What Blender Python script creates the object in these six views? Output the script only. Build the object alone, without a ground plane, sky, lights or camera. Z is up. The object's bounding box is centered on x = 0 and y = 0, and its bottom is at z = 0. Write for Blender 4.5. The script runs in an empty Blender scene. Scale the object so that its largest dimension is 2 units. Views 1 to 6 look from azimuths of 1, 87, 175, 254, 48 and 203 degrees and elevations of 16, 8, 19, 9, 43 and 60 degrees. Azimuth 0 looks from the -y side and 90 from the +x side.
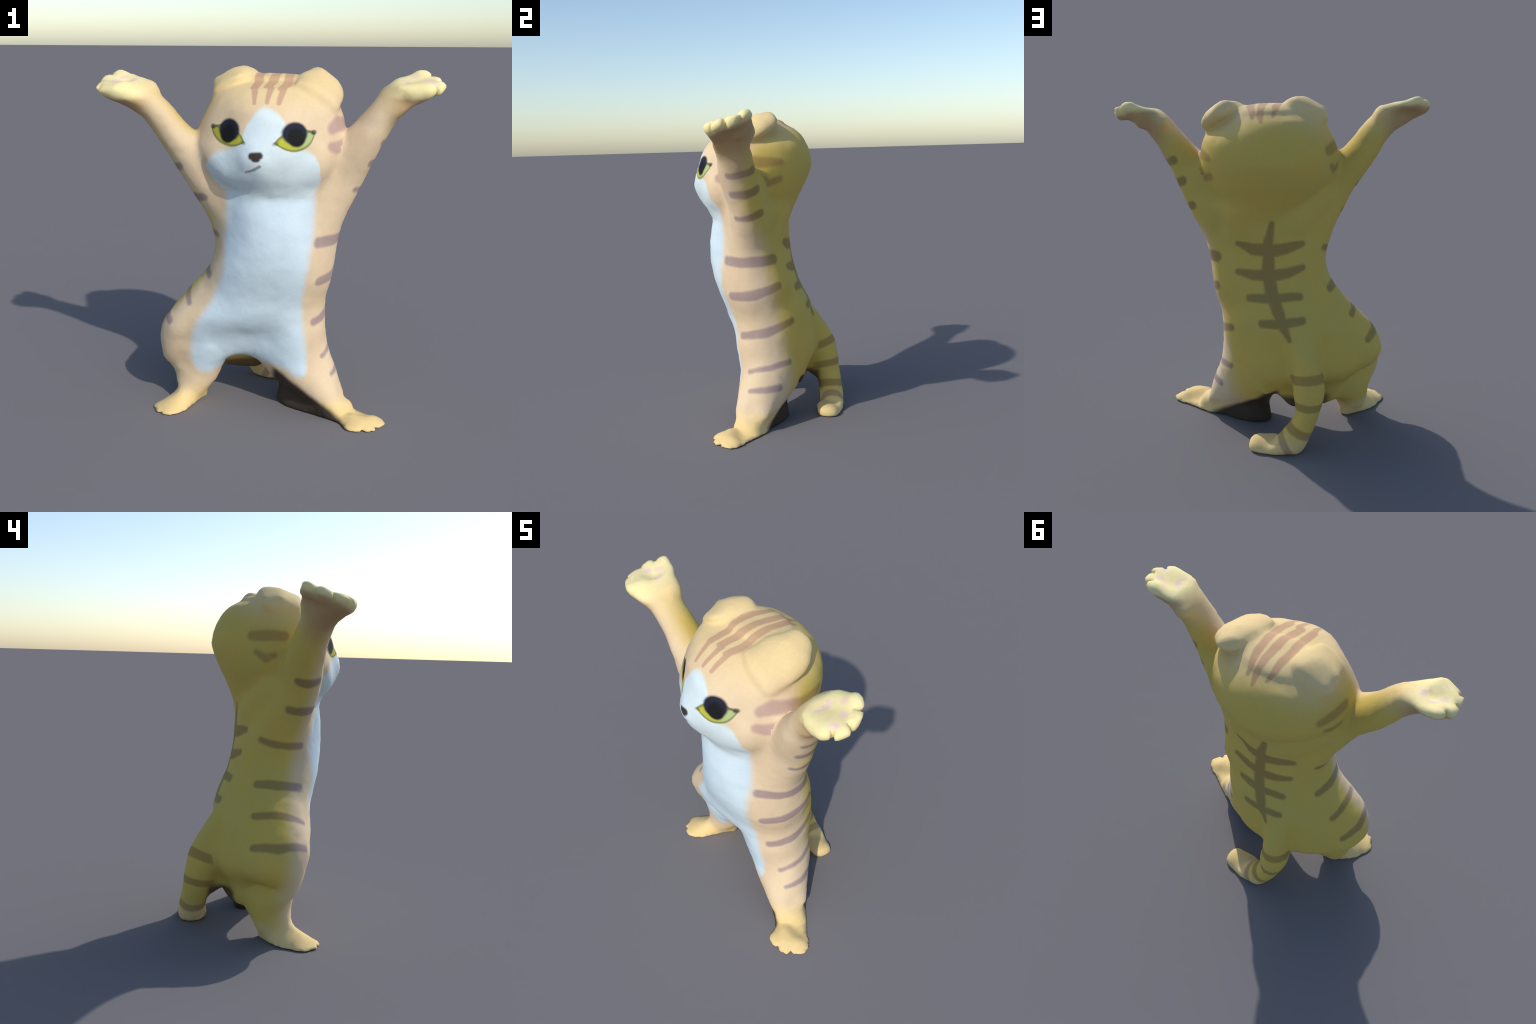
"""A standing kitten figurine with both forelimbs raised.
The body is described as named anatomical parts (lofted sections and tapered
limbs along spines), blended into one smooth skin, then separated by region."""
import bpy, math
import numpy as np
from mathutils import Vector, noise

# ------------------------------------------------------------------ parts
# loft  : horizontal sections  [cx, cy, cz, half width x, half depth y]
# tube  : sections on a spine  [cx, cy, cz, half width along S, half thickness]
PARTS = {
 'torso':dict(t='loft',k=0,cap=0.12,p=2.2,n=[[-0.165,0.175,0.270,0.158,0.020,0.302,-0.003],[-0.155,0.110,0.420,0.342,0.195,0.204,0.026],[-0.075,0.008,0.580,0.391,0.260,0.086,0.051],[-0.011,-0.028,0.750,0.368,0.282,-0.059,0.065],[0.014,-0.095,0.930,0.314,0.277,-0.094,0.040],[0.041,-0.128,1.100,0.265,0.267,-0.034,-0.009],[0.048,-0.128,1.250,0.273,0.255,0.014,-0.030],[0.055,-0.116,1.380,0.327,0.239,0.026,-0.033]]),
 'legR':dict(t='tube',k=0.14,S=[1, 0, 0],kk=5,n=[[-0.314,0.037,0.600,0.157,0.206],[-0.500,0.001,0.483,0.105,0.170],[-0.474,-0.035,0.370,0.149,0.073],[-0.406,0.004,0.250,0.152,0.108],[-0.437,0.005,0.114,0.096,0.098]]),
 'footR':dict(t='tube',k=0.05,S=[0.8, -0.6, 0],kk=5,n=[[-0.388,0.049,0.002,0.031,0.119],[-0.516,-0.044,-0.030,0.089,0.086],[-0.609,-0.156,-0.046,0.135,0.036]]),
 'legL':dict(t='tube',k=0.1,S=[0.6, 0.8, 0],kk=5,n=[[0.163,-0.053,0.518,0.186,0.200],[0.177,-0.022,0.345,0.191,0.213],[0.296,-0.089,0.202,0.145,0.140],[0.412,-0.150,0.101,0.104,0.037]]),
 'shinL':dict(t='tube',k=0.05,S=[0, 0, 1],kk=3,n=[[0.200,-0.130,0.260,0.078,0.075],[0.360,-0.195,0.120,0.068,0.062]]),
 'web':dict(t='tube',k=0.06,S=[0, 0, 1],kk=5,n=[[0.462,-0.199,0.041,0.049,0.089],[0.209,-0.029,-0.002,0.157,0.100],[0.144,0.032,0.005,0.234,0.061]]),
 'crotch':dict(t='tube',k=0.16,S=[0, 1, 0],kk=4,n=[[-0.331,-0.056,0.400,0.075,0.084],[-0.184,-0.059,0.415,0.070,0.076],[-0.011,-0.048,0.429,0.068,0.078]]),
 'rump':dict(t='tube',k=0.12,S=[0, 1, 0],kk=3,n=[[-0.240,0.135,0.430,0.100,0.100],[0.112,0.176,0.464,0.033,0.127]]),
 'rim':dict(t='tube',k=0.08,S=[0, 0, 1],kk=3,n=[[-0.240,0.125,0.265,0.065,0.050],[-0.060,0.155,0.240,0.065,0.060]]),
 'footL':dict(t='tube',k=0.05,S=[0.6, 0.8, 0],kk=5,n=[[0.401,-0.097,-0.017,0.086,0.020],[0.536,-0.268,-0.005,0.124,0.020],[0.648,-0.368,-0.015,0.127,0.020]]),
 'armL':dict(t='tube',k=0.08,S=[0, 1, 0],kk=5,n=[[0.241,-0.063,0.909,0.178,0.156],[0.289,-0.122,1.171,0.139,0.141],[0.384,-0.151,1.419,0.113,0.149],[0.519,-0.204,1.624,0.110,0.101],[0.662,-0.242,1.845,0.095,0.065],[0.684,-0.253,1.913,0.097,0.021]]),
 'handL':dict(t='tube',k=0.04,S=[0.3, -0.9, -0.3],kk=5,n=[[0.661,-0.218,1.832,0.131,0.057],[0.799,-0.242,1.918,0.115,0.020],[0.879,-0.266,1.923,0.074,0.020]]),
 'armR':dict(t='tube',k=0.08,S=[-0.25, 1, 0.1],kk=5,n=[[-0.106,-0.069,1.048,0.196,0.165],[-0.200,-0.090,1.248,0.159,0.140],[-0.327,-0.132,1.457,0.124,0.134],[-0.488,-0.115,1.628,0.111,0.090],[-0.622,-0.130,1.796,0.094,0.076],[-0.765,-0.155,1.868,0.093,0.061]]),
 'shoulderL':dict(t='tube',k=0.06,S=[0, 1, 0],kk=3,n=[[0.215,-0.006,1.252,0.082,0.107],[0.262,0.010,1.379,0.094,0.048]]),
 'upperL':dict(t='tube',k=0.06,S=[0, 1, 0],kk=3,n=[[0.360,-0.085,1.350,0.078,0.078],[0.430,-0.120,1.550,0.075,0.075]]),
 'shoulderR':dict(t='tube',k=0.06,S=[0, 1, 0],kk=3,n=[[-0.100,0.040,1.300,0.083,0.083],[-0.235,-0.010,1.440,0.080,0.080]]),
 'nape':dict(t='tube',k=0.06,S=[1, 0, 0],kk=3,n=[[0.020,0.032,1.279,0.100,0.059],[0.102,0.044,1.359,0.100,0.055]]),
 'handR':dict(t='tube',k=0.04,S=[0.3, 0.9, 0.3],kk=5,n=[[-0.639,-0.087,1.870,0.065,0.057],[-0.734,-0.115,1.893,0.128,0.020],[-0.832,-0.149,1.874,0.103,0.031]]),
 'palmL':dict(t='tube',k=0.04,S=[0.3, -0.9, -0.3],kk=4,n=[[0.720,-0.235,1.885,0.095,0.035],[0.800,-0.250,1.905,0.100,0.028],[0.855,-0.255,1.912,0.075,0.022]]),
 'palmR':dict(t='tube',k=0.04,S=[0.3, 0.9, 0.3],kk=4,n=[[-0.710,-0.120,1.880,0.090,0.035],[-0.790,-0.115,1.897,0.095,0.028],[-0.845,-0.115,1.905,0.075,0.022]]),
 'tailweb':dict(t='tube',k=0.06,S=[0, 0, 1],kk=5,n=[[-0.120,0.250,0.360,0.100,0.060],[-0.090,0.345,0.270,0.100,0.030]]),
 'tail':dict(t='tube',k=0.05,S=[1, 0, 0],kk=6,n=[[-0.085,0.186,0.719,0.093,0.069],[-0.110,0.329,0.457,0.080,0.098],[-0.119,0.367,0.353,0.089,0.094],[-0.094,0.396,0.205,0.065,0.080],[-0.003,0.405,0.049,0.085,0.078],[0.060,0.385,0.015,0.090,0.050],[0.200,0.350,0.020,0.070,0.045]]),
 'head':dict(t='loft',k=0.03,cap=0.035,p=2.1,n=[[0.066,-0.121,1.360,0.272,0.263,0.087,0.065],[0.039,-0.121,1.450,0.343,0.308,0.062,0.107],[0.028,-0.084,1.560,0.400,0.330,0.021,0.158],[0.033,-0.050,1.680,0.393,0.339,-0.015,0.154],[0.040,-0.058,1.800,0.353,0.313,-0.018,0.067],[0.016,-0.053,1.885,0.274,0.250,-0.011,0.030],[0.035,-0.022,1.930,0.205,0.139,-0.017,0.042]]),
 'muzzleL':dict(t='tube',k=0.06,S=[0, 0, 1],kk=3,n=[[0.100,-0.335,1.550,0.100,0.100],[0.220,-0.300,1.540,0.100,0.100]]),
 'nose':dict(t='tube',k=0.1,S=[1, 0, 0],kk=3,n=[[0.022,-0.331,1.689,0.189,0.101],[-0.039,-0.399,1.558,0.097,0.084]]),
 'earL':dict(t='tube',k=0.024,S=[1, 0, -0.5],kk=5,n=[[0.288,0.005,1.948,0.070,0.045],[0.302,-0.085,1.905,0.125,0.060],[0.262,-0.228,1.855,0.132,0.056]]),
 'earR':dict(t='tube',k=0.024,S=[1, 0, 0.5],kk=5,n=[[-0.171,0.028,1.926,0.128,0.056],[-0.174,-0.039,1.903,0.128,0.082],[-0.210,-0.146,1.911,0.093,0.027]]),
 'toeL1':dict(t='tube',k=0.04,S=[0, 0, 1],kk=3,n=[[0.762,-0.197,1.863,0.031,0.035],[0.822,-0.152,1.961,0.020,0.030]]),
 'toeL2':dict(t='tube',k=0.04,S=[0, 0, 1],kk=3,n=[[0.826,-0.228,1.926,0.020,0.027],[0.875,-0.239,1.898,0.020,0.028]]),
 'toeL3':dict(t='tube',k=0.04,S=[0, 0, 1],kk=3,n=[[0.874,-0.325,1.895,0.020,0.020],[0.898,-0.300,1.911,0.020,0.020]]),
 'toeL4':dict(t='tube',k=0.04,S=[0, 0, 1],kk=3,n=[[0.753,-0.312,1.886,0.042,0.068],[0.818,-0.351,1.894,0.031,0.034]]),
 'toeR1':dict(t='tube',k=0.04,S=[0, 0, 1],kk=3,n=[[-0.801,-0.015,1.935,0.020,0.071],[-0.809,0.008,1.958,0.020,0.024]]),
 'toeR2':dict(t='tube',k=0.04,S=[0, 0, 1],kk=3,n=[[-0.813,-0.069,1.911,0.029,0.020],[-0.867,-0.054,1.920,0.020,0.020]]),
 'toeR3':dict(t='tube',k=0.04,S=[0, 0, 1],kk=3,n=[[-0.866,-0.094,1.905,0.020,0.034],[-0.859,-0.181,1.890,0.020,0.049]]),
 'toeR4':dict(t='tube',k=0.04,S=[0, 0, 1],kk=3,n=[[-0.773,-0.228,1.883,0.028,0.051],[-0.826,-0.172,1.874,0.020,0.072]]),
 'toeF1':dict(t='tube',k=0.05,S=[0, 0, 1],kk=3,n=[[0.520,-0.301,0.015,0.040,0.046],[0.529,-0.351,0.000,0.028,0.051]]),
 'toeF2':dict(t='tube',k=0.05,S=[0, 0, 1],kk=3,n=[[0.574,-0.340,-0.001,0.035,0.039],[0.585,-0.368,-0.034,0.025,0.036]]),
 'toeF3':dict(t='tube',k=0.05,S=[0, 0, 1],kk=3,n=[[0.626,-0.289,0.005,0.031,0.047],[0.664,-0.330,-0.037,0.024,0.054]]),
 'toeG1':dict(t='tube',k=0.05,S=[0, 0, 1],kk=3,n=[[-0.477,-0.072,0.028,0.063,0.045],[-0.675,-0.166,-0.031,0.020,0.069]]),
 'toeG2':dict(t='tube',k=0.05,S=[0, 0, 1],kk=3,n=[[-0.512,-0.134,-0.006,0.047,0.051],[-0.592,-0.229,-0.027,0.023,0.052]]),
 'tipL1':dict(t='tube',k=0.025,S=[0, 0, 1],kk=2,n=[[0.290,-0.050,1.945,0.045,0.045],[0.287,-0.005,1.975,0.016,0.016]]),
 'tipR1':dict(t='tube',k=0.025,S=[0, 0, 1],kk=2,n=[[-0.140,-0.030,1.955,0.045,0.045],[-0.126,0.020,1.987,0.016,0.016]]),
 'tipR2':dict(t='tube',k=0.025,S=[0, 0, 1],kk=2,n=[[-0.220,-0.060,1.900,0.050,0.040],[-0.268,-0.030,1.922,0.020,0.020]]),
 'notchL1':dict(t='tube',k=0.012,S=[0, 0, 1],kk=2,cut=1,n=[[0.855,-0.191,1.949,0.060,0.004],[0.895,-0.160,1.964,0.060,0.008]]),
 'notchL2':dict(t='tube',k=0.012,S=[0, 0, 1],kk=2,cut=1,n=[[0.886,-0.268,1.924,0.060,0.004],[0.938,-0.277,1.926,0.060,0.008]]),
 'notchL3':dict(t='tube',k=0.012,S=[0, 0, 1],kk=2,cut=1,n=[[0.854,-0.335,1.910,0.060,0.004],[0.888,-0.375,1.905,0.060,0.008]]),
 'notchR1':dict(t='tube',k=0.012,S=[0, 0, 1],kk=2,cut=1,n=[[-0.847,-0.033,1.943,0.060,0.004],[-0.882,0.002,1.960,0.060,0.008]]),
 'notchR2':dict(t='tube',k=0.012,S=[0, 0, 1],kk=2,cut=1,n=[[-0.883,-0.110,1.913,0.060,0.004],[-0.935,-0.106,1.918,0.060,0.008]]),
 'notchR3':dict(t='tube',k=0.012,S=[0, 0, 1],kk=2,cut=1,n=[[-0.876,-0.193,1.891,0.060,0.004],[-0.920,-0.221,1.888,0.060,0.008]]),
 'notchF1':dict(t='tube',k=0.012,S=[0, 0, 1],kk=2,cut=1,n=[[0.560,-0.397,0.030,0.060,0.004],[0.574,-0.441,0.030,0.060,0.008]]),
 'notchF2':dict(t='tube',k=0.012,S=[0, 0, 1],kk=2,cut=1,n=[[0.636,-0.360,0.030,0.060,0.004],[0.671,-0.401,0.030,0.060,0.008]]),
 'notchG1':dict(t='tube',k=0.012,S=[0, 0, 1],kk=2,cut=1,n=[[-0.615,-0.206,0.030,0.060,0.004],[-0.649,-0.248,0.030,0.060,0.008]]),
 'cupL':dict(t='tube',k=0.03,S=[0, 0, 1],kk=2,cut=1,n=[[0.770,-0.245,1.992,0.060,0.060],[0.830,-0.250,1.995,0.050,0.050]]),
 'cupR':dict(t='tube',k=0.03,S=[0, 0, 1],kk=2,cut=1,n=[[-0.770,-0.120,1.975,0.060,0.060],[-0.830,-0.120,1.978,0.050,0.050]]),
}

def dens(nodes,k):
    n=np.asarray(nodes,float);m=len(n)
    if m<3: 
        t=np.linspace(0,1,k+1)[:,None];return n[0]*(1-t)+n[-1]*t
    P=np.vstack([2*n[0]-n[1],n,2*n[-1]-n[-2]]);out=[]
    for i in range(m-1):
        a,b,c,d=P[i:i+4]
        for t in np.arange(k)/k:
            out.append(.5*(2*b+(c-a)*t+(2*a-5*b+4*c-d)*t*t+(3*b-a-3*c+d)*t**3))
    out.append(n[-1]);return np.array(out)
def ell(q,r,p):
    a=np.abs(q)/r+1e-9
    k1=(a**p).sum(-1)**(1/p)
    g=k1**(1-p)*np.sqrt(((a**(p-1)/r)**2).sum(-1))
    return (k1-1)/np.maximum(g,1e-6)
def loft(P,nodes,p=2.2,cap=.1,k=6):
    """horizontal sections: cx cy cz rx ry"""
    N=dens(nodes,k);best=np.full(len(P),9.)
    z=N[:,2];t=np.interp(P[:,2],z,np.arange(len(z)));zz=np.clip(P[:,2],z[0],z[-1])
    I=lambda c:np.interp(zz,z,N[:,c])
    q=np.stack([P[:,0]-I(0)-I(5)*(P[:,1]-I(1)),P[:,1]-I(1),P[:,2]-zz],-1)
    # col 6: the section narrows (+) toward the back
    r=np.stack([I(3)*np.clip(1-I(6)*q[:,1]/I(4),.4,1.6),I(4),np.full(len(P),cap)],-1)
    return ell(q,np.maximum(r,.01),p)
def tube(P,nodes,S,p=2.0,k=3,cap=None):
    """sections: cx cy cz ra(along S) rb"""
    N=dens(nodes,k);best=np.full(len(P),9.)
    for a,b in zip(N[:-1],N[1:]):
        d=b[:3]-a[:3];L=d@d+1e-12
        t=np.clip(((P-a[:3])@d)/L,0,1)
        D=d/np.sqrt(L);s=S-D*(S@D);s/=np.linalg.norm(s);n=np.cross(D,s)
        q=P-(a[:3]+t[:,None]*d)
        ra=a[3]+t*(b[3]-a[3]);rb=a[4]+t*(b[4]-a[4])
        rc=np.minimum(ra,rb) if cap is None else np.full(len(P),cap)
        f=ell(np.stack([q@s,q@n,q@D],-1),np.maximum(np.stack([ra,rb,rc],-1),.008),p)
        best=np.minimum(best,f)
    return best
def smin(a,b,k):
    h=np.maximum(k-np.abs(a-b),0)/k
    return np.minimum(a,b)-h*h*k*.25



def part_distance(name, P, margin=.14):
    """distance to one part, evaluated only inside its own bounding box"""
    pt = PARTS[name]; n = np.array(pt['n'])
    r = n[:, 3:5].max(1)[:, None]
    lo = (n[:, :3]-r).min(0)-margin; hi = (n[:, :3]+r).max(0)+margin
    m = ((P > lo) & (P < hi)).all(1)
    d = np.full(len(P), 9.0, dtype=np.float64)
    if m.any():
        Q = P[m]
        d[m] = loft(Q, n, pt.get('p', 2.2), pt.get('cap', .1)) if pt['t'] == 'loft' \
            else tube(Q, n, np.array(pt['S'], float), pt.get('p', 2.0), pt.get('kk', 3), pt.get('cap'))
    return d

def field(P):
    f = None
    for name in PARTS:
        d = part_distance(name, P)
        k = PARTS[name]['k']
        f = d if f is None else -smin(-f, d, k) if PARTS[name].get('cut') else smin(f, d, k)
    return np.maximum(f-.001, .0005-P[:, 2])

def skin(step=.009):
    """surface nets: one vertex per cell crossed by the surface"""
    lo = np.array([-.95, -.56, -.03]); hi = np.array([.97, .58, 2.06])
    ax = [np.arange(a, b, step) for a, b in zip(lo, hi)]
    sh = tuple(len(a) for a in ax)
    # coarse pass first: only cells near the skin are evaluated finely
    cs = 4
    cx = [np.arange(0, n+cs, cs) for n in sh]
    G = np.stack(np.meshgrid(*[lo[i]+(cx[i]+1.5)*step for i in range(3)], indexing='ij'), -1)
    Fc = field(G.reshape(-1, 3)).reshape(G.shape[:3])
    F = np.kron(Fc, np.ones((cs, cs, cs)))[:sh[0], :sh[1], :sh[2]]
    near = np.kron(np.abs(Fc) < .075, np.ones((cs, cs, cs), bool))[:sh[0], :sh[1], :sh[2]]
    I = np.argwhere(near)
    for k in range(0, len(I), 400000):
        J = I[k:k+400000]
        F[tuple(J.T)] = field(lo+J*step)
    S = F < 0
    c = np.zeros(tuple(s-1 for s in sh), int)
    for o in np.ndindex(2, 2, 2):
        c += S[o[0]:sh[0]-1+o[0], o[1]:sh[1]-1+o[1], o[2]:sh[2]-1+o[2]]
    act = (c > 0) & (c < 8)
    idx = -np.ones(act.shape, int); cells = np.argwhere(act); idx[act] = np.arange(len(cells))
    acc = np.zeros((len(cells), 3)); cnt = np.zeros(len(cells))
    quads = []
    for a in range(3):
        A = [slice(None)]*3; B = [slice(None)]*3
        A[a] = slice(0, -1); B[a] = slice(1, None)
        fa, fb = F[tuple(A)], F[tuple(B)]
        e = np.argwhere((fa < 0) != (fb < 0))
        va = fa[tuple(e.T)]; vb = fb[tuple(e.T)]
        t = va/(va-vb)
        p = e.astype(float); p[:, a] += t
        u, v = (a+1) % 3, (a+2) % 3
        ids = []
        for du, dv in ((0, 0), (1, 0), (1, 1), (0, 1)):
            q = e.copy(); q[:, u] -= du; q[:, v] -= dv
            i = idx[tuple(q.T)]
            np.add.at(acc, i, p); np.add.at(cnt, i, 1); ids.append(i)
        Q = np.stack(ids, 1)
        flip = va > 0
        Q[flip] = Q[flip][:, ::-1]
        quads.append(Q)
    V = acc/cnt[:, None]*step+lo
    return V, np.vstack(quads)

V, Q = skin()
def relax(V, Q, rounds, keep=.52):
    """low-pass smoothing of the skin that keeps its volume"""
    E = np.vstack([np.stack([Q[:, k], Q[:, k-1]], 1) for k in range(Q.shape[1])])
    E = np.unique(np.sort(E, 1), axis=0)
    cnt = np.bincount(E.ravel(), minlength=len(V))[:, None]
    for i in range(rounds):
        for w in (.5, -keep):
            S = np.stack([np.bincount(E[:, 0], V[E[:, 1], k], len(V))+np.bincount(E[:, 1], V[E[:, 0], k], len(V)) for k in range(3)], 1)
            V = V+w*(S/cnt-V)
    return V

V = relax(V, Q, 4)
# slight lumps, imitating the uneven surface of the low-poly scan
me = bpy.data.meshes.new('skin'); me.from_pydata(V.tolist(), [], Q.tolist()); me.update()
NV = np.zeros(len(V)*3); me.vertices.foreach_get('normal', NV); NV = NV.reshape(-1, 3); bpy.data.meshes.remove(me)
lump = np.array([noise.noise(Vector(p)*17)*.6+noise.noise(Vector(p)*38+Vector((7, 3, 1)))*.4 for p in V])
V = V+NV*(lump*.0060)[:, None]
V[:, 2] = np.maximum(V[:, 2], 0)

def facet(V, Q, ratio):
    """thin the skin to uneven facets, imitating the decimated mesh of the scan"""
    me = bpy.data.meshes.new('skin'); me.from_pydata(V.tolist(), [], Q.tolist())
    ob = bpy.data.objects.new('skin', me); bpy.context.scene.collection.objects.link(ob)
    mod = ob.modifiers.new('thin', 'DECIMATE'); mod.ratio = ratio
    dg = bpy.context.evaluated_depsgraph_get(); ev = ob.evaluated_get(dg).to_mesh()
    W = np.zeros(len(ev.vertices)*3); ev.vertices.foreach_get('co', W)
    ev.calc_loop_triangles()
    T = np.zeros(len(ev.loop_triangles)*3, np.int32); ev.loop_triangles.foreach_get('vertices', T)
    ob.evaluated_get(dg).to_mesh_clear()
    bpy.data.objects.remove(ob); bpy.data.meshes.remove(me)
    return W.reshape(-1, 3), T.reshape(-1, 3)

V, Q = facet(V, Q, .075)
V = relax(V, Q, 1, .3)                   # ease slivers left by the thinning
V[:, 2] = np.maximum(V[:, 2], 0)

# ------------------------------------------------------------------ regions
REGION = {'torso': 'torso', 'legR': 'leg', 'footR': 'foot', 'legL': 'leg.001', 'web': 'leg.001', 'crotch': 'torso', 'rump': 'torso', 'rim': 'torso', 'shoulderR': 'torso', 'upperL': 'forelimb.001', 'shinL': 'leg.001', 'muzzleL': 'head', 'nape': 'torso', 'palmL': 'hand.001', 'palmR': 'hand', 'brow': 'head', 'shoulderL': 'torso', 'footL': 'foot.001',
          'armL': 'forelimb.001', 'handL': 'hand.001', 'armR': 'forelimb', 'handR': 'hand',
          'tailweb': 'tail', 'tail': 'tail', 'head': 'head', 'nose': 'head', 'earL': 'ear.001', 'earR': 'ear'}
REGION.update(tipL1='ear.001', tipR1='ear', tipR2='ear')
for n in PARTS:
    if n.startswith('toe'):
        REGION[n] = {'L': 'hand.001', 'R': 'hand', 'F': 'foot.001', 'G': 'foot'}[n[3]]
PARENT = {'foot': 'leg', 'foot.001': 'leg.001', 'hand': 'forelimb', 'hand.001': 'forelimb.001',
          'ear': 'head', 'ear.001': 'head',
          'eye': 'head', 'eye.001': 'head', 'nose': 'head'}
C = V[Q].mean(1)
names = [n for n in PARTS if not PARTS[n].get('cut')]
D = np.stack([part_distance(n, C) for n in names], 1)
label = np.array([REGION[names[i]] for i in D.argmin(1)]).astype('U16')
label[np.char.startswith(label, 'forelimb') & (C[:, 2] < 1.24)] = 'torso'
label[(label == 'tail') & (C[:, 2] > .60)] = 'torso'
# facial features are patches of the head's own skin
for part, inner, outer, drop in (('eye.001', (.036, -.46, 1.637), (.246, -.350, 1.679), .085), ('eye', (-.108, -.437, 1.638), (-.288, -.28, 1.70), .085),
                                 ('nose', (-.085, -.48, 1.568), (-.022, -.48, 1.568), .03)):
    i, o = np.array(inner), np.array(outer); mid = (i+o)/2+(0, 0, .008)
    w = np.linalg.norm(o-i)/2+.012; ax = (o-i)/np.linalg.norm(o-i); q = C-mid
    a = q @ ax; b = q[:, 2]-a*ax[2]
    label[(label == 'head') & ((a/w)**2+(b/drop)**2 < 1) & (np.linalg.norm(q, axis=1) < w+.05)] = part

whole = bpy.data.meshes.new('skin')
whole.from_pydata(V.tolist(), [], Q.tolist()); whole.update()
whole.polygons.foreach_set('use_smooth', [True]*len(Q))
NRM = np.zeros(len(V)*3); whole.vertices.foreach_get('normal', NRM); NRM = NRM.reshape(-1, 3)
bpy.data.meshes.remove(whole)

thing = bpy.data.objects.new('kitten_figurine', None)
bpy.context.scene.collection.objects.link(thing)
thing['label'] = 'orange and white tabby kitten figurine standing with raised arms'
thing['category'] = 'cat figurine'
made = {}
for r in sorted(set(label)):
    faces = Q[label == r]
    used, inv = np.unique(faces, return_inverse=True)
    me = bpy.data.meshes.new(r.split('.')[0])
    me.from_pydata(V[used].tolist(), [], inv.reshape(faces.shape).tolist()); me.update()
    me.polygons.foreach_set('use_smooth', [True]*len(faces))
    me.normals_split_custom_set_from_vertices(NRM[used].tolist())
    ob = bpy.data.objects.new(r, me)
    bpy.context.scene.collection.objects.link(ob); made[r] = ob
for r, ob in made.items():
    ob.parent = made.get(PARENT.get(r), thing)

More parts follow.
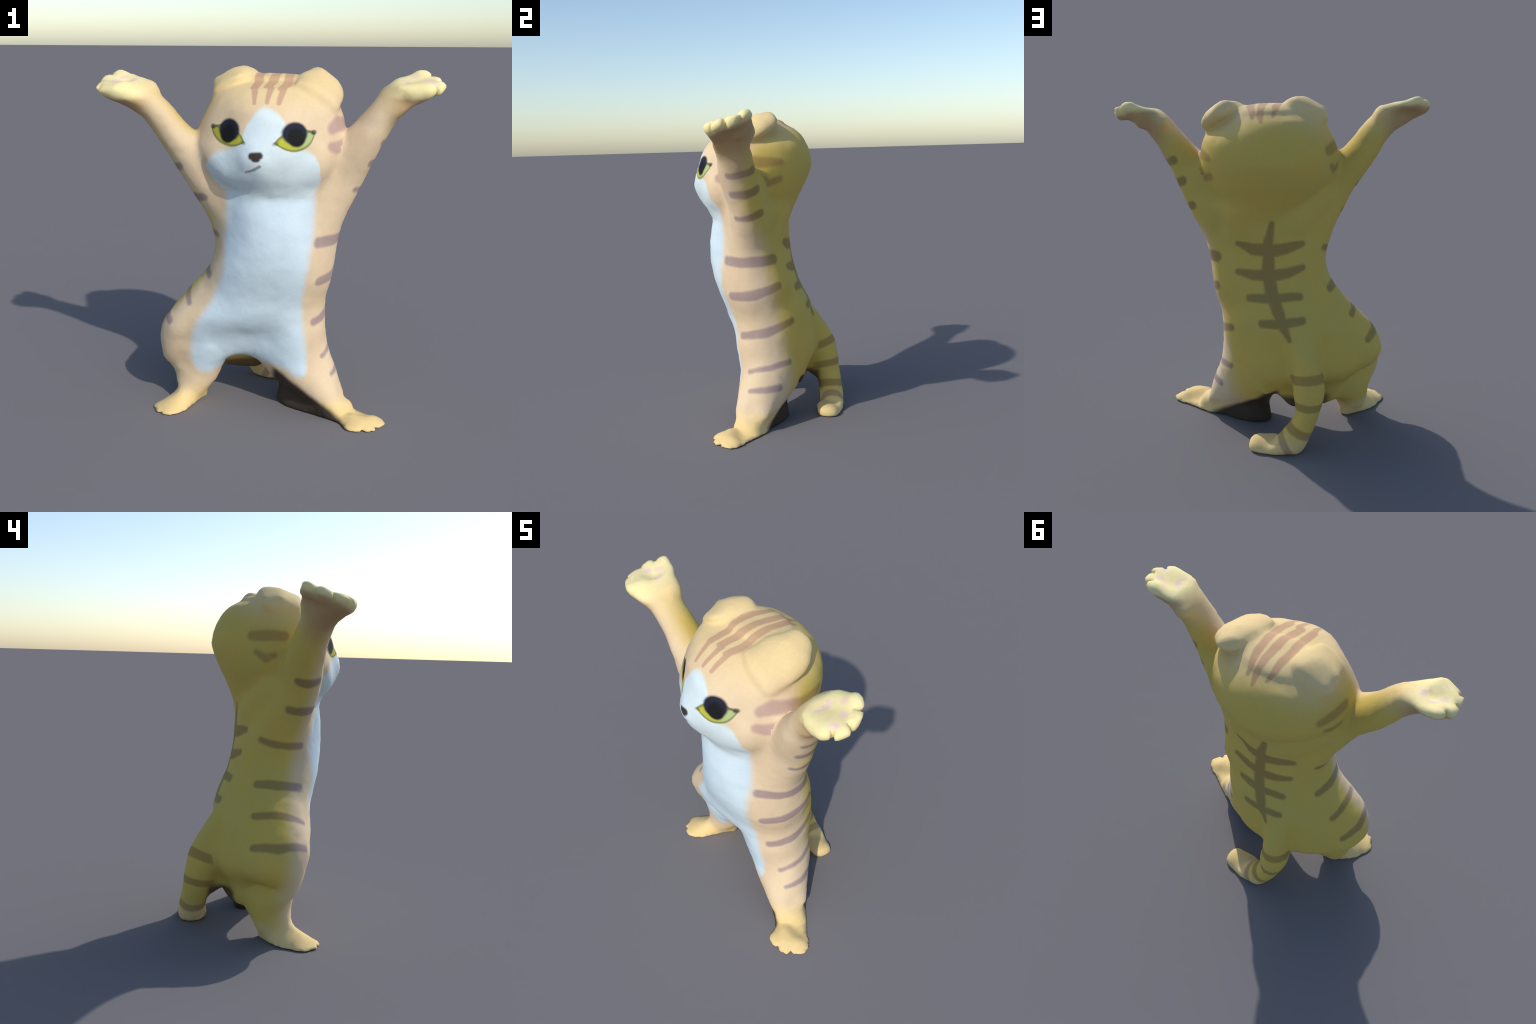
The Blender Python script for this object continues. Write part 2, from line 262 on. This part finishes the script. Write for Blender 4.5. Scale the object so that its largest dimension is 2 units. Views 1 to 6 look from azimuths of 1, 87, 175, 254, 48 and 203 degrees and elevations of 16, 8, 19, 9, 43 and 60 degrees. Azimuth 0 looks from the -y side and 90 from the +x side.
# ------------------------------------------------------------------ colours
MARKS = {  # painted stripes: (x, y, z, half width) along each stroke
  'flank_a': ('torso', [(0.285, -0.284, 1.076, 0.031), (0.336, -0.245, 1.077, 0.033), (0.387, -0.194, 1.077, 0.034), (0.413, -0.133, 1.083, 0.036), (0.408, -0.059, 1.087, 0.035), (0.370, 0.005, 1.092, 0.034)]),
  'flank_b': ('torso', [(0.302, -0.261, 0.851, 0.029), (0.341, -0.221, 0.855, 0.030), (0.372, -0.171, 0.862, 0.032), (0.389, -0.118, 0.869, 0.034), (0.396, -0.044, 0.894, 0.030), (0.375, 0.027, 0.921, 0.026)]),
  'flank_c': ('torso', [(0.281, -0.203, 0.588, 0.024), (0.319, -0.162, 0.599, 0.026), (0.346, -0.107, 0.608, 0.028), (0.355, -0.052, 0.617, 0.030), (0.351, 0.004, 0.638, 0.028), (0.335, 0.061, 0.659, 0.026), (0.307, 0.111, 0.680, 0.024)]),
  'flank_d': ('torso', [(0.336, -0.167, 0.364, 0.014), (0.368, -0.108, 0.382, 0.017), (0.377, -0.039, 0.392, 0.020), (0.360, 0.030, 0.405, 0.020), (0.322, 0.091, 0.413, 0.020)]),
  'flank_e': ('torso', [(0.398, -0.173, 0.250, 0.014), (0.418, -0.127, 0.260, 0.017), (0.423, -0.076, 0.263, 0.019), (0.414, -0.026, 0.266, 0.022), (0.391, 0.019, 0.265, 0.024)]),
  'hip_a': ('torso', [(-0.254, 0.057, 1.131, 0.020), (-0.279, 0.016, 1.117, 0.021), (-0.292, -0.030, 1.103, 0.022), (-0.291, -0.106, 1.098, 0.023), (-0.266, -0.178, 1.097, 0.024)]),
  'hip_b': ('torso', [(-0.283, 0.081, 0.879, 0.025), (-0.308, 0.028, 0.880, 0.028), (-0.324, -0.028, 0.875, 0.030), (-0.326, -0.095, 0.869, 0.028), (-0.315, -0.161, 0.857, 0.026)]),
  'hip_c': ('torso', [(-0.410, 0.127, 0.718, 0.022), (-0.436, 0.039, 0.725, 0.026), (-0.444, -0.013, 0.722, 0.025), (-0.447, -0.064, 0.713, 0.024), (-0.443, -0.111, 0.697, 0.020), (-0.432, -0.154, 0.676, 0.017)]),
  'hip_d': ('torso', [(-0.506, 0.156, 0.561, 0.022), (-0.540, 0.098, 0.567, 0.025), (-0.567, 0.036, 0.567, 0.029), (-0.572, -0.019, 0.571, 0.026), (-0.569, -0.077, 0.571, 0.024), (-0.553, -0.130, 0.559, 0.022)]),
  'arm_a': ('armL', [(0.617, -0.261, 1.621, 0.022), (0.630, -0.190, 1.627, 0.024), (0.588, -0.116, 1.654, 0.026)]),
  'arm_b': ('armL', [(0.560, -0.242, 1.508, 0.024), (0.577, -0.164, 1.510, 0.028), (0.539, -0.095, 1.536, 0.026)]),
  'arm_c': ('armL', [(0.486, -0.221, 1.361, 0.017), (0.522, -0.138, 1.366, 0.024), (0.491, -0.071, 1.396, 0.024)]),
  'arm_d': ('armR', [(-0.383, -0.063, 1.315, 0.024), (-0.390, -0.138, 1.305, 0.031), (-0.370, -0.186, 1.306, 0.028), (-0.338, -0.224, 1.316, 0.024)]),
  'arm_e': ('armR', [(-0.484, -0.080, 1.476, 0.024), (-0.488, -0.136, 1.463, 0.029), (-0.465, -0.206, 1.481, 0.022)]),
  'cheek_a': ('head', [(0.341, -0.298, 1.694, 0.029), (0.381, -0.249, 1.717, 0.041), (0.412, -0.193, 1.713, 0.038), (0.428, -0.127, 1.704, 0.034), (0.427, -0.065, 1.693, 0.031), (0.412, -0.001, 1.693, 0.028), (0.387, 0.060, 1.691, 0.024)]),
  'cheek_b': ('head', [(0.339, -0.325, 1.602, 0.026), (0.370, -0.295, 1.595, 0.034), (0.398, -0.272, 1.604, 0.031), (0.410, -0.160, 1.624, 0.029), (0.432, -0.042, 1.589, 0.026), (0.413, -0.019, 1.567, 0.024), (0.382, 0.054, 1.588, 0.022)]),
  'cheek_c': ('head', [(-0.272, 0.133, 1.721, 0.029), (-0.314, 0.063, 1.722, 0.034), (-0.332, 0.016, 1.722, 0.032), (-0.345, -0.032, 1.721, 0.031)]),
  'cheek_d': ('head', [(-0.293, 0.111, 1.631, 0.017), (-0.320, 0.061, 1.593, 0.024), (-0.345, 0.022, 1.612, 0.017)]),
  'crown_a': ('head', [(-0.064, -0.366, 1.825, 0.010), (-0.063, -0.324, 1.865, 0.014), (-0.060, -0.274, 1.895, 0.018), (-0.060, -0.265, 1.898, 0.023), (-0.041, -0.177, 1.923, 0.025), (-0.037, -0.123, 1.952, 0.024), (-0.031, -0.064, 1.962, 0.024), (-0.006, 0.023, 1.963, 0.023), (0.008, 0.092, 1.951, 0.019), (0.027, 0.137, 1.920, 0.011)]),
  'crown_b': ('head', [(0.002, -0.370, 1.830, 0.011), (0.014, -0.323, 1.872, 0.015), (0.025, -0.265, 1.902, 0.018), (0.009, -0.255, 1.905, 0.023), (0.035, -0.174, 1.926, 0.025), (0.048, -0.116, 1.956, 0.025), (0.061, -0.054, 1.964, 0.026), (0.072, -0.005, 1.964, 0.025), (0.083, 0.043, 1.960, 0.024), (0.095, 0.117, 1.926, 0.019), (0.094, 0.173, 1.896, 0.011)]),
  'crown_c': ('head', [(0.060, -0.368, 1.827, 0.011), (0.075, -0.325, 1.866, 0.015), (0.089, -0.274, 1.896, 0.018), (0.080, -0.278, 1.895, 0.023), (0.108, -0.214, 1.913, 0.025), (0.117, -0.151, 1.934, 0.024), (0.127, -0.093, 1.957, 0.024), (0.133, -0.042, 1.961, 0.023), (0.138, 0.009, 1.960, 0.023), (0.138, 0.083, 1.946, 0.019), (0.136, 0.131, 1.912, 0.011)]),
  'spine': ('torso', [(0.054, 0.129, 1.314, 0.017), (0.065, 0.128, 1.246, 0.024), (0.077, 0.129, 1.179, 0.031), (0.078, 0.136, 1.107, 0.034), (0.080, 0.147, 1.035, 0.037), (0.075, 0.162, 0.975, 0.038), (0.071, 0.180, 0.916, 0.039), (0.054, 0.204, 0.863, 0.037), (0.038, 0.230, 0.811, 0.035), (0.025, 0.247, 0.766, 0.031), (0.012, 0.260, 0.720, 0.028), (-0.018, 0.285, 0.646, 0.015)]),
  'rib_a': ('torso', [(0.247, 0.074, 1.186, 0.019), (0.165, 0.109, 1.161, 0.036), (0.073, 0.131, 1.153, 0.041), (-0.022, 0.128, 1.159, 0.036), (-0.073, 0.120, 1.169, 0.028), (-0.123, 0.110, 1.178, 0.019)]),
  'rib_b': ('torso', [(0.253, 0.094, 1.023, 0.019), (0.163, 0.127, 1.009, 0.032), (0.070, 0.155, 1.007, 0.036), (-0.025, 0.157, 1.018, 0.032), (-0.117, 0.145, 1.045, 0.019)]),
  'rib_c': ('torso', [(0.194, 0.151, 0.877, 0.024), (0.136, 0.175, 0.880, 0.027), (0.077, 0.193, 0.880, 0.030), (0.021, 0.199, 0.884, 0.028), (-0.035, 0.199, 0.885, 0.026), (-0.091, 0.195, 0.884, 0.024)]),
  'rib_d': ('torso', [(0.136, 0.231, 0.743, 0.024), (0.079, 0.247, 0.743, 0.027), (0.020, 0.254, 0.742, 0.030), (-0.037, 0.260, 0.752, 0.028), (-0.094, 0.259, 0.759, 0.026)]),
  'mouth': ('head', [(-0.103, -0.447, 1.488, 0.005), (-0.070, -0.468, 1.500, 0.007), (-0.033, -0.482, 1.522, 0.008)]),
  'nose_tip': ('head', [(-0.073, -0.478, 1.574, 0.019), (-0.035, -0.484, 1.577, 0.019)]),
  'nose_low': ('head', [(-0.058, -0.483, 1.564, 0.020), (-0.048, -0.485, 1.564, 0.020)]),
  'pad_a': ('handL', [(0.707, -0.281, 1.924, 0.034), (0.725, -0.238, 1.933, 0.023)]),
  'pad_b': ('handL', [(0.830, -0.246, 1.942, 0.016), (0.837, -0.246, 1.943, 0.016)]),
  'pad_c': ('handL', [(0.777, -0.189, 1.956, 0.014), (0.786, -0.190, 1.960, 0.014)]),
  'pad_d': ('handL', [(0.847, -0.322, 1.930, 0.018), (0.856, -0.317, 1.931, 0.018)]),
  'pad_e': ('handR', [(-0.712, -0.153, 1.923, 0.023), (-0.714, -0.097, 1.933, 0.018)]),
  'pad_f': ('handR', [(-0.795, -0.190, 1.925, 0.018), (-0.783, -0.171, 1.926, 0.016)]),
  'pad_g': ('handR', [(-0.822, -0.110, 1.923, 0.018), (-0.803, -0.095, 1.925, 0.016)]),
  'pad_h': ('handR', [(-0.782, -0.070, 1.936, 0.014), (-0.763, -0.053, 1.945, 0.013)]),
}

class Nodes:
    """small expression builder over a material's node tree"""
    def __init__(self, tree): self.t = tree
    def add(self, kind): return self.t.nodes.new(kind)
    def put(self, sock, v):
        if isinstance(v, bpy.types.NodeSocket): self.t.links.new(v, sock)
        else: sock.default_value = v
    def m(self, op, a, b=0.0, c=0.0, clamp=False):
        n = self.add('ShaderNodeMath'); n.operation = op; n.use_clamp = clamp
        for s, v in zip(n.inputs, (a, b, c)): self.put(s, v)
        return n.outputs[0]
    def v(self, op, a, b=(0, 0, 0), out=0):
        n = self.add('ShaderNodeVectorMath'); n.operation = op
        self.put(n.inputs[0], a); self.put(n.inputs[1], b)
        return n.outputs['Value' if op in ('DOT_PRODUCT', 'LENGTH', 'DISTANCE') else 'Vector']
    def ramp(self, x, lo, hi, a=0.0, b=1.0, smooth=True):
        n = self.add('ShaderNodeMapRange'); n.interpolation_type = 'SMOOTHSTEP' if smooth else 'LINEAR'
        for s, v in zip(n.inputs, (x, lo, hi, a, b)): self.put(s, v)
        return n.outputs[0]
    def mix(self, f, a, b, mode='MIX'):
        n = self.add('ShaderNodeMix'); n.data_type = 'RGBA'; n.blend_type = mode
        self.put(n.inputs[0], f)
        for s, v in ((n.inputs[6], a), (n.inputs[7], b)):
            self.put(s, v if isinstance(v, bpy.types.NodeSocket) else (*v, 1))
        return n.outputs[2]
    def noise(self, p, scale, detail=3.0, vector=False):
        n = self.add('ShaderNodeTexNoise'); n.inputs['Scale'].default_value = scale; n.inputs['Detail'].default_value = detail
        self.put(n.inputs['Vector'], p)
        return n.outputs['Color' if vector else 'Fac']
    def curve(self, x, pts, lo, hi, vlo, vhi):
        """value of a smooth curve through pts, x in lo..hi, value in vlo..vhi"""
        n = self.add('ShaderNodeFloatCurve'); cm = n.mapping; c = cm.curves[0]
        pts = sorted(pts)
        P = [((a-lo)/(hi-lo), (b-vlo)/(vhi-vlo)) for a, b in pts]
        c.points[0].location = P[0]; c.points[1].location = P[-1]
        for q in P[1:-1]: c.points.new(*q)
        cm.extend = 'HORIZONTAL'; cm.update()
        self.put(n.inputs['Value'], self.ramp(x, lo, hi, smooth=False))
        return self.ramp(n.outputs[0], 0, 1, vlo, vhi, smooth=False)

def capsule_group():
    g = bpy.data.node_groups.new('brush_stroke', 'ShaderNodeTree')
    for n, k in (('P', 'NodeSocketVector'), ('A', 'NodeSocketVector'), ('B', 'NodeSocketVector'), ('ra', 'NodeSocketFloat'),
                 ('rb', 'NodeSocketFloat'), ('soft', 'NodeSocketFloat')):
        g.interface.new_socket(n, in_out='INPUT', socket_type=k)
    g.interface.new_socket('Sum', in_out='INPUT', socket_type='NodeSocketFloat')
    g.interface.new_socket('Mask', in_out='OUTPUT', socket_type='NodeSocketFloat')
    g.interface.new_socket('Next', in_out='OUTPUT', socket_type='NodeSocketVector')
    i = g.nodes.new('NodeGroupInput'); o = g.nodes.new('NodeGroupOutput'); N = Nodes(g)
    P, A, B, ra, rb, soft, acc = [i.outputs[k] for k in range(7)]
    pa = N.v('SUBTRACT', P, A); ba = N.v('SUBTRACT', B, A)
    t = N.m('DIVIDE', N.v('DOT_PRODUCT', pa, ba), N.m('ADD', N.v('DOT_PRODUCT', ba, ba), 1e-6), clamp=True)
    n = N.add('ShaderNodeVectorMath'); n.operation = 'SCALE'; N.put(n.inputs[0], ba); N.put(n.inputs['Scale'], t)
    d = N.v('LENGTH', N.v('SUBTRACT', pa, n.outputs[0]))
    r = N.m('ADD', ra, N.m('MULTIPLY', t, N.m('SUBTRACT', rb, ra)))
    e = N.m('SUBTRACT', d, r)
    mask = N.m('MAXIMUM', acc, N.ramp(e, soft, N.m('MULTIPLY', soft, -1.0)))
    g.links.new(mask, o.inputs[0])
    # hand the point on through the mask, so strokes are worked out one after another
    nx = N.add('ShaderNodeVectorMath'); nx.operation = 'ADD'; N.put(nx.inputs[0], P); N.put(nx.inputs[1], N.m('MULTIPLY', mask, 1e-9))
    g.links.new(nx.outputs[0], o.inputs[1])
    return g
STROKE = capsule_group()

PEACH, MUSTARD, STRAW = (.68, .515, .335), (.63, .45, .10), (.76, .56, .25)
WHITE_FUR = (.66, .76, .79); WEB_BROWN = (.045, .032, .024)
BAR, CROWN_BAR = (.48, .45, .68), (.73, .60, .70)

def stroke_mask(N, P, names, soft=.011):
    out = 0.0
    for nm in names:
        pts = MARKS[nm][1]
        for a, b in zip(pts[:-1], pts[1:]):
            n = N.add('ShaderNodeGroup'); n.node_tree = STROKE
            N.put(n.inputs[0], P); n.inputs[1].default_value = a[:3]; n.inputs[2].default_value = b[:3]
            n.inputs[3].default_value = a[3]; n.inputs[4].default_value = b[3]; n.inputs[5].default_value = soft
            N.put(n.inputs[6], out)
            out, P = n.outputs[0], n.outputs[1]
    return out

def eye_layers(N, P, col, inner, outer, side, outer_tint, depth):
    """almond iris, big dark pupil and drawn corners, in the eye's own plane"""
    i, o = Vector(inner), Vector(outer); mid = (i+o)/2
    r = (o-i).normalized(); up = Vector((0, 0, 1)); up = (up-r*up.dot(r)).normalized(); w = (o-i).length/2
    q = N.v('SUBTRACT', P, tuple(mid))
    a = N.v('DOT_PRODUCT', q, tuple(r)); b = N.v('DOT_PRODUCT', q, tuple(up)); n3 = r.cross(up)*side
    front = N.m('LESS_THAN', N.m('ABSOLUTE', N.v('DOT_PRODUCT', q, tuple(n3))), .12)
    par = N.m('SUBTRACT', 1.0, N.m('POWER', N.m('ABSOLUTE', N.m('DIVIDE', a, w)), 2.2))
    low = N.m('ADD', N.m('MULTIPLY', par, depth), b)
    upp = N.m('SUBTRACT', N.m('MULTIPLY', par, .045), b)
    inside = N.m('MINIMUM', low, upp)
    iris = N.m('MULTIPLY', N.ramp(inside, -.004, .005), front)
    rim = N.m('MULTIPLY', N.ramp(inside, .018, .006), iris)
    green = N.mix(N.ramp(a, -.05, .07), (.47, .46, .05), outer_tint)
    col = N.mix(iris, col, green)
    col = N.mix(N.m('MULTIPLY', rim, .7), col, (.13, .14, .06))
    def blob(ca, cb, ra, rb, s=.14):
        x = N.m('DIVIDE', N.m('SUBTRACT', a, ca), ra); y = N.m('DIVIDE', N.m('SUBTRACT', b, cb), rb)
        d = N.m('SQRT', N.m('ADD', N.m('MULTIPLY', x, x), N.m('MULTIPLY', y, y)))
        return N.m('MULTIPLY', N.ramp(d, 1+s, 1-s), front)
    col = N.mix(N.m('MULTIPLY', blob(w*.92, .006, .018, .011, .5), .85), col, (.03, .022, .02))
    col = N.mix(N.m('MULTIPLY', blob(w*.74, .016, .030, .006, .6), .5), col, (.04, .03, .025))
    col = N.mix(N.m('MULTIPLY', blob(-w*.93, -.004, .016, .009, .5), .55), col, (.06, .06, .05))
    col = N.mix(N.m('MAXIMUM', blob(0, .026, .070, .055, .15), blob(0, .006, .051, .045, .16)), col, (.012, .014, .030))
    col = N.mix(blob(0, .006, .046, .046, .25), col, (.006, .006, .007))
    return col

STROKES = {'torso': [k for k in MARKS if MARKS[k][0] == 'torso' and k != 'flank_e'],
           'leg': ['hip_b', 'hip_c', 'hip_d'], 'leg.001': ['flank_c', 'flank_d', 'flank_e']}

def build_material(kind, region):
    mat = bpy.data.materials.new(kind+'_coat'); mat.use_nodes = True
    T = mat.node_tree; N = Nodes(T); bsdf = T.nodes['Principled BSDF']
    P0 = N.add('ShaderNodeTexCoord').outputs['Object']
    w = N.v('SUBTRACT', N.noise(P0, 9, 2, vector=True), (.5, .5, .5))
    sc = N.add('ShaderNodeVectorMath'); sc.operation = 'SCALE'; N.put(sc.inputs[0], w); sc.inputs['Scale'].default_value = .016
    P = N.v('ADD', P0, sc.outputs[0])
    s = N.add('ShaderNodeSeparateXYZ'); N.put(s.inputs[0], P); x, y, z = s.outputs
    # ginger coat: peach on the breast side, mustard along the back, straw on the paws
    yc = N.ramp(z, .3, 1.2, .07, -.10, smooth=False)
    yc = N.m('SUBTRACT', yc, N.ramp(x, .12, -.18, 0, .10))
    yc = N.m('SUBTRACT', yc, N.m('MULTIPLY', N.ramp(z, 1.15, 1.5), N.ramp(x, .34, .5, 0, .12)))
    back = N.ramp(N.m('SUBTRACT', y, yc), -.04, .10)
    mott = N.noise(P0, 4.5, 3)
    col = N.mix(back, PEACH, MUSTARD)
    col = N.mix(N.ramp(mott, .35, .7), col, N.mix(back, (.72, .56, .365), (.59, .45, .11)))
    col = N.mix(N.m('MULTIPLY', N.ramp(z, 1.72, 1.95), N.ramp(y, .28, .05)), col, (.76, .57, .28))
    col = N.mix(N.ramp(z, .16, .05), col, STRAW)
    if kind in ('torso', 'leg', 'forelimb'):
        l = N.curve(z, [(1.45, -.21), (1.3, -.212), (1.1, -.222), (.91, -.24), (.76, -.287), (.64, -.355), (.53, -.41), (.4, -.435), (.3, -.43), (.2, -.41)], .2, 1.45, -.5, 0)
        r = N.curve(z, [(1.45, .265), (1.33, .264), (1.13, .259), (1.0, .242), (.89, .228), (.77, .215), (.655, .213), (.53, .228), (.4, .246), (.26, .245), (.2, .23)], .2, 1.45, 0, .5)
        bt = N.curve(x, [(-.46, .40), (-.43, .29), (-.35, .225), (-.28, .245), (-.21, .28), (-.12, .30), (0, .305), (.08, .305), (.14, .285), (.195, .25), (.235, .27), (.26, .36)], -.46, .26, .1, .5)
        e = N.m('MINIMUM', N.m('MINIMUM', N.m('SUBTRACT', x, l), N.m('SUBTRACT', r, x)), N.m('SUBTRACT', z, bt))
        belly = N.m('MULTIPLY', N.ramp(e, -.026, .032), N.ramp(y, .03, -.02))
    if kind == 'torso' or kind == 'leg':
        col = N.mix(N.m('MULTIPLY', stroke_mask(N, P, STROKES[region]), .86), col, N.mix(1.0, col, BAR, 'MULTIPLY'))
        col = N.mix(belly, col, N.mix(N.noise(P0, 5), (.55, .67, .74), (.62, .73, .77)))
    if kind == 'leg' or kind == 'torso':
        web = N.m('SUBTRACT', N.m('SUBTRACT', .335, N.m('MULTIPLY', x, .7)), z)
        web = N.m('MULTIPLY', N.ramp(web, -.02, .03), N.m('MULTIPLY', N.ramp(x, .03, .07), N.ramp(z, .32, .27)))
        col = N.mix(web, col, N.mix(N.noise(P0, 14), WEB_BROWN, (.07, .05, .035)))  # dark brown below a slanted plane on the left leg's web
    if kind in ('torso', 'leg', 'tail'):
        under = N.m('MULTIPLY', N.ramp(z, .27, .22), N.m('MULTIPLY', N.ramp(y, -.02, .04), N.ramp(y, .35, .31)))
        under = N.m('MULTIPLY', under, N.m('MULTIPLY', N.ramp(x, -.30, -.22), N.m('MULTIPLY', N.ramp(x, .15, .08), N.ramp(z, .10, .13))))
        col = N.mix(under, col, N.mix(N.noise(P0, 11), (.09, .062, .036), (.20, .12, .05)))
    if kind == 'forelimb':
        col = N.mix(N.m('MULTIPLY', stroke_mask(N, P, [k for k in MARKS if k.startswith('arm') or k in ('flank_a', 'hip_a')]), .92), col, N.mix(1.0, col, BAR, 'MULTIPLY'))
    if kind == 'forelimb':
        col = N.mix(belly, col, N.mix(N.noise(P0, 5), (.55, .67, .74), (.62, .73, .77)))
    if kind in ('hand', 'forelimb'):
        # upturned palms: above the plane through wrist and toe tips
        side = N.m('GREATER_THAN', x, 0.0)
        h = N.m('SUBTRACT', N.m('SUBTRACT', z, N.m('MULTIPLY', N.m('ADD', y, N.ramp(side, 0, 1, .12, .25)), .38)), N.ramp(side, 0, 1, 1.905, 1.915))
        out = N.ramp(N.m('ABSOLUTE', x), .58, .72)
        palm = N.m('MULTIPLY', N.ramp(h, -.035, .005), out)
        col = N.mix(N.m('MULTIPLY', out, N.ramp(h, -.01, -.04)), col, N.mix(N.noise(P0, 8), (.56, .38, .19), (.44, .29, .14)))  # hand undersides browned: softened copy of the original's baked-in shade
        col = N.mix(palm, col, N.mix(N.ramp(N.noise(P0, 16), .45, .65), (.86, .72, .36), (.83, .75, .37)))
    if kind == 'hand':
        col = N.mix(N.m('MULTIPLY', stroke_mask(N, P, [k for k in MARKS if k.startswith('pad')], .016), .9), col, (.80, .57, .50))
    if kind in ('head', 'ear'):
        bars = stroke_mask(N, P, [k for k in MARKS if k.startswith('crown')], .006)
        col = N.mix(N.m('MULTIPLY', bars, .95), col, N.mix(1.0, col, CROWN_BAR, 'MULTIPLY'))
    if kind == 'head':
        col = N.mix(N.m('MULTIPLY', stroke_mask(N, P, [k for k in MARKS if k.startswith('cheek')], .014), .78), col, N.mix(1.0, col, (.60, .52, .72), 'MULTIPLY'))
        tp = N.curve(x, [(-.36, 1.33), (-.335, 1.45), (-.30, 1.54), (-.26, 1.575), (-.20, 1.595), (-.14, 1.63), (-.115, 1.69), (-.075, 1.755), (-.03, 1.80), (0, 1.808), (.04, 1.79),
                         (.08, 1.76), (.105, 1.71), (.125, 1.63), (.185, 1.606), (.236, 1.58), (.27, 1.526), (.29, 1.45), (.30, 1.38), (.31, 1.25)], -.36, .31, 1.2, 1.9)
        face = N.m('MULTIPLY', N.ramp(N.m('SUBTRACT', tp, z), -.017, .021), N.ramp(y, -.10, -.16))
        face = N.m('MULTIPLY', face, N.m('MULTIPLY', N.ramp(N.m('ADD', x, N.m('MULTIPLY', N.m('SUBTRACT', z, 1.5), .55)), -.35, -.30), N.ramp(N.m('ADD', x, N.m('MULTIPLY', N.m('MAXIMUM', N.m('SUBTRACT', 1.44, z), 0.0), .45)), .315, .28)))
        col = N.mix(face, col, N.mix(N.noise(P0, 6), (.60, .72, .75), (.66, .73, .73)))
        col = eye_layers(N, P0, col, (.036, -.46, 1.637), (.246, -.350, 1.679), 1, (.40, .48, .20), .064)
        col = eye_layers(N, P0, col, (-.108, -.437, 1.638), (-.288, -.28, 1.700), -1, (.36, .36, .04), .054)
        col = N.mix(stroke_mask(N, P0, ['nose_tip', 'nose_low'], .008), col, (.045, .032, .03))
        col = N.mix(N.m('MULTIPLY', stroke_mask(N, P0, ['mouth'], .006), .75), col, (.10, .10, .10))
    if kind == 'tail':
        for c, d, wd in TAIL_BANDS:
            q = N.v('DOT_PRODUCT', N.v('SUBTRACT', P, c), tuple(Vector(d).normalized()))
            near = N.ramp(N.v('LENGTH', N.v('SUBTRACT', P, c)), .125, .09)
            band = N.m('MULTIPLY', N.ramp(N.m('ABSOLUTE', q), wd+.008, wd-.008), near)
            col = N.mix(N.m('MULTIPLY', band, .75), col, N.mix(1.0, col, (.50, .44, .62), 'MULTIPLY'))
    grain = N.noise(P0, 60, 2)
    col = N.mix(.12, col, N.mix(1.0, col, N.mix(grain, (.6, .6, .6), (1.4, 1.4, 1.4)), 'MULTIPLY'))
    N.put(bsdf.inputs['Base Color'], col)
    bsdf.inputs['Roughness'].default_value = .8
    bsdf.inputs['Specular IOR Level'].default_value = .25
    b = N.add('ShaderNodeBump'); b.inputs['Strength'].default_value = .25; b.inputs['Distance'].default_value = .006
    N.put(b.inputs['Height'], N.noise(P0, 22, 3)); N.put(bsdf.inputs['Normal'], b.outputs[0])
    return mat

TAIL_BANDS = [((-.115, .35, .43), (0, .35, -1), .028), ((-.11, .385, .28), (.1, .15, -1), .024),
              ((-.06, .405, .13), (.5, 0, -1), .026), ((.03, .40, .05), (1, -.1, -.5), .022)]
KIND = {}
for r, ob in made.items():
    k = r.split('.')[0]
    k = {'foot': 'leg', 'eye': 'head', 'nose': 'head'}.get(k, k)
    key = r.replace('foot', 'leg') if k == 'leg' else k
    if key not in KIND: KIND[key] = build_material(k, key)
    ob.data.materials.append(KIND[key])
